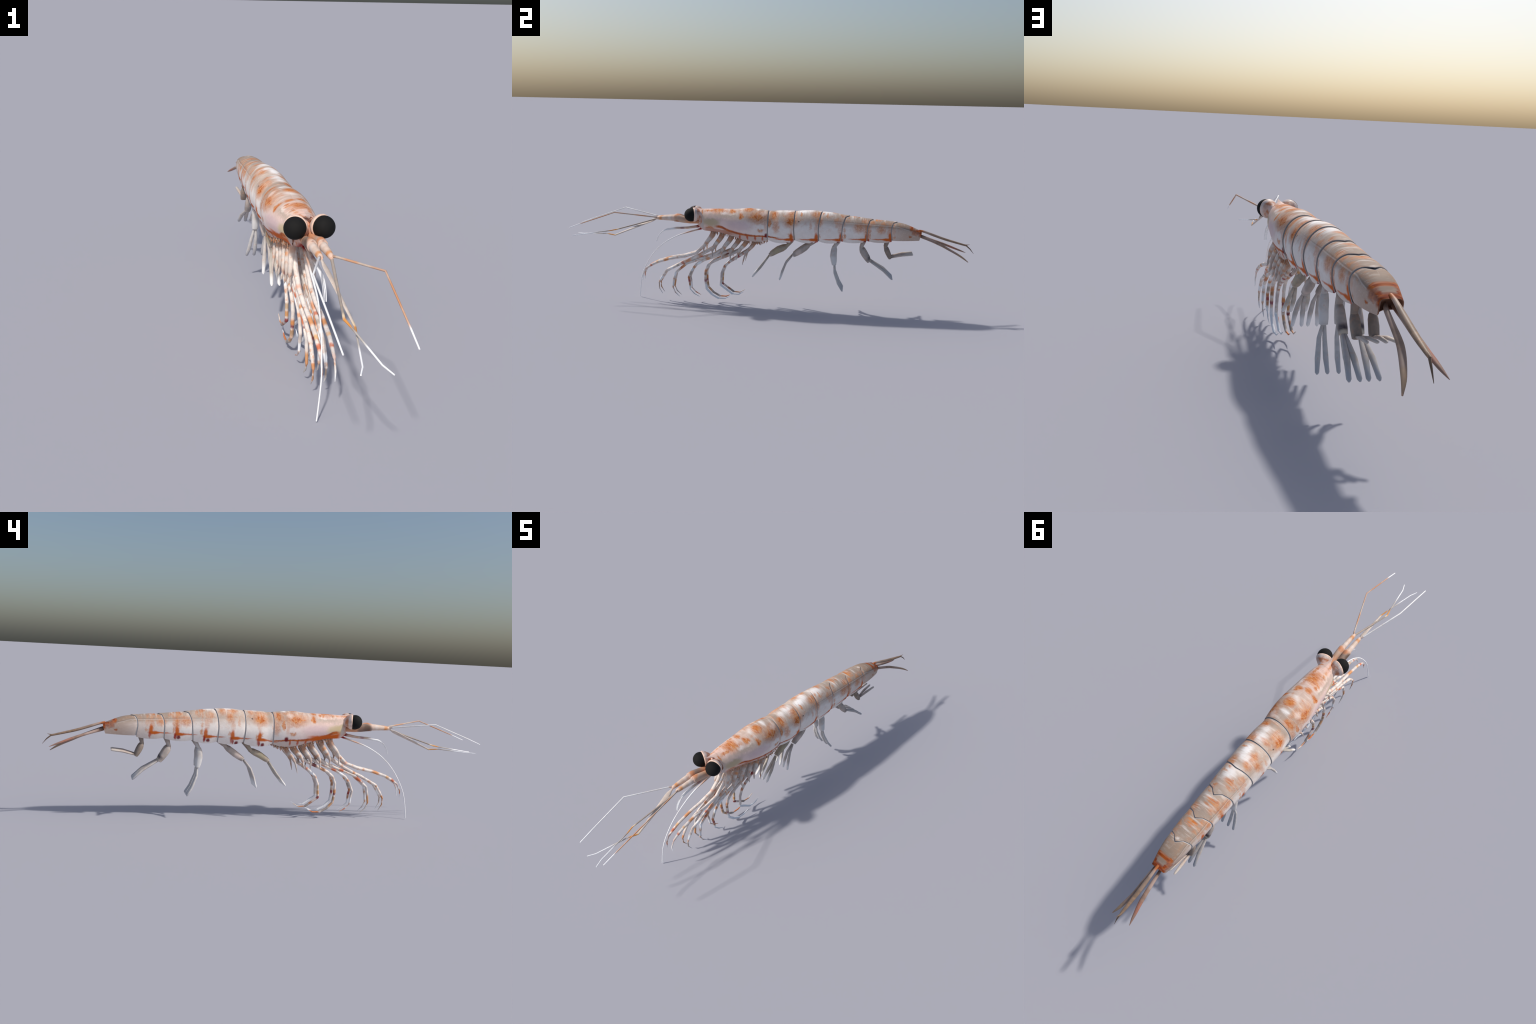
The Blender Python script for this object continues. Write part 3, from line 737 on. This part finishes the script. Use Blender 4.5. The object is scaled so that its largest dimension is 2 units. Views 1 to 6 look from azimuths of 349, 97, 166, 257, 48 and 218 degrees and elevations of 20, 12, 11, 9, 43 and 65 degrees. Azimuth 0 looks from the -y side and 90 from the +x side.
# ------------------------------------------------------------------ gill fringe under the carapace
gm = Nodes("gill_skin", .55)
gm.color(gm.mix(gm.ramp(gm.noise(gm.P, 120, 2)["Fac"], .42, .62), (.48, .19, .08), (.52, .38, .29)))
parts = []
def gill(x, y, z, length, side):
    lean = random.uniform(-.4, .4)
    hook = random.uniform(-1, 1) * .35
    pts = [(x * side, y, z + .006)]
    for s in (.35, .7, .9, 1.0):
        pts.append((x * side + side * random.uniform(0, .0015), y + lean * length * s * .6 + hook * length * s * s * .5, z - length * s))
    r = random.uniform(.0008, .0012)
    parts.append(tube(pts, [r, r, r * .9, r * 1.5, r * .9], 5))
for side in (1, -1):
    for k, yz in LEG.items():
        y0 = yz[0][0]
        for _ in range(18):
            y = y0 + random.uniform(-.016, .024)
            gill(LOWW(y) * random.uniform(.80, 1.02), y, CAR_BOT(y) + .004, random.uniform(.010, .024), side)
    for _ in range(34):
        y = random.uniform(-.050, .010)
        gill(LOWW(y) * random.uniform(.66, .97), y, CAR_BOT(min(y, 0)) + .003, random.uniform(.010, .020), side)
    for _ in range(22):
        y = random.uniform(-.26, -.05)
        gill(LOWW(y) * random.uniform(.70, .96), y, CAR_BOT(y) + .002, random.uniform(.004, .011), side)
v, f = joined(parts)
g = make("gill_fringe", v, f, gm.mat, None, krill, 60)
g["kind"] = "stuff"

# ------------------------------------------------------------------ swimmerets: short base, broad plate, two blades
SWIM = [  # base top, base end / plate start, plate middle, plate end | blade: start, middle, late, tip
 dict(b=[(.122,.338),(.099,.309)], p=[(.097,.306),(.055,.288),(.017,.263)], l=[(.014,.259),(-.025,.203),(-.067,.151)], x=(.038,.011), col=(.42,.355,.275)),
 dict(b=[(.241,.345),(.211,.322)], p=[(.209,.320),(.172,.293),(.134,.267)], l=[(.128,.264),(.099,.229),(.083,.188),(.070,.142)], x=(.040,.010), col=(.46,.395,.355)),
 dict(b=[(.352,.345),(.335,.317)], p=[(.334,.315),(.331,.273),(.337,.229)], l=[(.337,.231),(.340,.192),(.360,.139),(.383,.102)], x=(.046,.016), col=(.58,.55,.53)),
 dict(b=[(.475,.350),(.464,.319)], p=[(.464,.317),(.482,.288),(.506,.253)], l=[(.509,.256),(.577,.214),(.622,.172)], x=(.039,.011), col=(.48,.42,.38)),
 dict(b=[(.588,.357),(.581,.328)], p=[(.581,.326),(.594,.300),(.607,.274)], l=[(.607,.278),(.663,.293),(.714,.299)], x=(.036,.010), col=(.30,.245,.205)),
]
for k, s in enumerate(SWIM):
    pc = [Vector((0, *q)) for q in s['p']]
    for side in (1, -1):
        X = .024
        spots = [((.024*side, *s['b'][0]), .016, (.34,.26,.22), .7), ((.024*side, s['b'][0][0] - .006, s['b'][0][1] - .014), .008, WINE, .8 if k < 3 else .2)]
        if k == 3: spots += [((.022*side, .500, .268), .0155, (.045,.035,.05), .95), ((.022*side, .511, .257), .0125, (.62,.55,.44), .95)]
        if k == 0: spots += [((.036*side, .05, .29), .020, (.44,.38,.24), .6), ((.024*side, .02, .262), .012, (.70,.56,.50), .8)]
        if k == 1: spots += [((.030*side, .16, .285), .018, (.70,.58,.52), .7), ((.024*side, .135, .266), .010, (.74,.72,.72), .8)]
        if k == 2: spots += [((.03*side, .333, .25), .028, (.74,.73,.72), .8)]
        m = spotted("swimmeret_skin", s['col'], spots, .5, .14, .003)
        base = [(X * .9, s['b'][0][0], s['b'][0][1] + .012), (X, *s['b'][0]), (X, *[lerp(a, b, .6) for a, b in zip(*s['b'])]), (X, *s['b'][1]), (X - .001, *s['p'][0])]
        rb = [(.014,.013),(.0125,.0115),(.0105,.0085),(.0095,.0075),(.0095,.0075)]
        d = (pc[1] - pc[0]).normalized()
        plate = [(X - .001, *(pc[0] - d * .004).yz), (X - .001, *pc[0].yz), (X - .001, *pc[0].lerp(pc[1], .4).yz), (X - .001, *pc[1].yz), (X - .002, *pc[1].lerp(pc[2], .6).yz), (X - .002, *pc[2].yz), (X - .002, *(pc[2] + (pc[2] - pc[1]).normalized() * .002).yz)]
        th = [.0145, .0150, .0160, .0150, .0120][k]
        rp = [(.0080, th * .35), (.0105, th * .62), (.0128, th * .95), (.0136, th), (.0134, th * .88), (.0122, th * .66), (.0080, th * .35)]
        if side < 0: base, plate = mirror(base), mirror(plate)
        v, f = joined([tube(base, rb, 12), tube(plate, rp, 16, power=.8)])
        sw = make("swimmeret", v, f, m, None, krill, 42)
        bm = spotted("blade_skin", tuple(lerp(c, .66, .35) for c in s['col']) if k < 4 else (.52,.44,.39), [
            ((.02*side, *s['l'][0]), .022, tuple(c * .85 for c in s['col']), .7),
            ((.02*side, *s['l'][-1]), .045, [(.86,.85,.84),(.88,.88,.88),(.52,.52,.54),(.50,.50,.52),(.62,.56,.50)][k], .9)], .5, .10, .003)
        for xt in s['x']:
            x0 = .0245 if xt > .025 else .0185
            ls = s['l']
            path, rr = [], []
            m_ = len(ls)
            for i, q in enumerate(ls):
                t = i / (m_ - 1)
                path.append((lerp(x0, xt, t ** .8), *q))
            a, b = Vector(path[-2]), Vector(path[-1])
            prof = {3: [(.0042,.0042),(.0088,.0060),(.0062,.0050)], 4: [(.0042,.0042),(.0070,.0058),(.0088,.0062),(.0060,.0048)]}[m_]
            sc = [.92, .92, .92, 1.0, .80][k]
            path2, r2 = [path[0]], [prof[0]]
            for i in range(1, m_):
                path2.append(tuple(lerp(c, e, .5) for c, e in zip(path[i-1], path[i]))); r2.append(tuple(lerp(c, e, .55) for c, e in zip(prof[i-1], prof[i])))
                if i == m_ - 1:
                    path2.append(tuple(a.lerp(b, .88))); r2.append(tuple(lerp(c, e, .8) for c, e in zip(prof[i-1], prof[i])))
                    path2.append(tuple(b)); r2.append((.0026, .0022))
                else:
                    path2.append(path[i]); r2.append(prof[i])
            r2 = [tuple(c * sc for c in q) for q in r2]
            if side < 0: path2 = mirror(path2)
            v, f = tube(path2, r2, 10)
            make("swimmeret_blade", v, f, bm, None, sw, 50)

# ------------------------------------------------------------------ tail fan
tm = spotted("telson_skin", (.30,.205,.14), [((0,.75,.41), .022, (.50,.15,.04), .9), ((0,.775,.404), .022, (.50,.37,.30), .8), ((0,.82,.39), .035, (.36,.26,.20), .7), ((.006,.99,.33), .03, (.14,.09,.06), .7)], .5, .18, .004)
tp = [(0,.738,.414,.0055,.0045),(0,.765,.408,.0062,.0055),(.001,.81,.393,.0080,.0060),(.002,.86,.377,.0084,.0058),(.004,.91,.364,.0076,.0052),(.0055,.95,.354,.0058,.0044),(.006,.964,.350,.0036,.0034)]
cp = curve_path(tp, 3)
parts = [tube([c[:3] for c in cp], [c[3:] for c in cp], 10)]
parts.append(tube([(.0055,.948,.3545),(.0065,.963,.351),(.0095,.982,.335),(.011,.9995,.3135)], [.0045,.0034,.0024,.0006], 8))
parts.append(tube([(.0050,.948,.3548),(.0060,.962,.3535),(.008,.970,.355),(.0105,.979,.3565)], [.0040,.0028,.0018,.0005], 8))
v, f = joined(parts)
make("telson", v, f, tm, None, krill, 50)
um = spotted("uropod_skin", (.31,.215,.165), [((0,.745,.385), .024, (.20,.09,.05), .9), ((.02,.79,.37), .03, (.36,.26,.22), .7), ((.035,.90,.33), .03, (.30,.22,.19), .7), ((.05,.94,.30), .03, (.36,.25,.165), .8)], .5, .18, .004)
up = [(.009,.735,.392,.0050,.006),(.014,.752,.386,.0060,.0075),(.018,.80,.368,.0072,.0062),(.021,.85,.347,.0086,.0060),(.026,.88,.332,.0088,.0056),(.036,.915,.315,.0078,.0050),(.046,.945,.298,.0058,.0042),(.058,.9705,.280,.0018,.0014)]
um2 = spotted("uropod_skin", (.38,.25,.19), [((0,.745,.385), .024, (.22,.10,.06), .9), ((-.018,.80,.37), .03, (.56,.42,.36), .7), ((-.026,.90,.335), .03, (.46,.16,.10), .6), ((-.033,.95,.315), .022, (.34,.20,.15), .7)], .5, .18, .004)
up2 = [(-.008,.735,.390,.0050,.006),(-.011,.752,.384,.0060,.0070),(-.014,.80,.369,.0075,.0060),(-.0175,.85,.3525,.0088,.0058),(-.021,.885,.340,.0085,.0054),(-.027,.92,.3265,.0070,.0046),(-.031,.945,.317,.0048,.0036),(-.036,.969,.3075,.0008,.0008)]
for pts, mm in ((up, um), (up2, um2)):
    cp = curve_path(pts, 3)
    v, f = tube([c[:3] for c in cp], [c[3:] for c in cp], 10)
    make("uropod", v, f, mm, None, krill, 50)
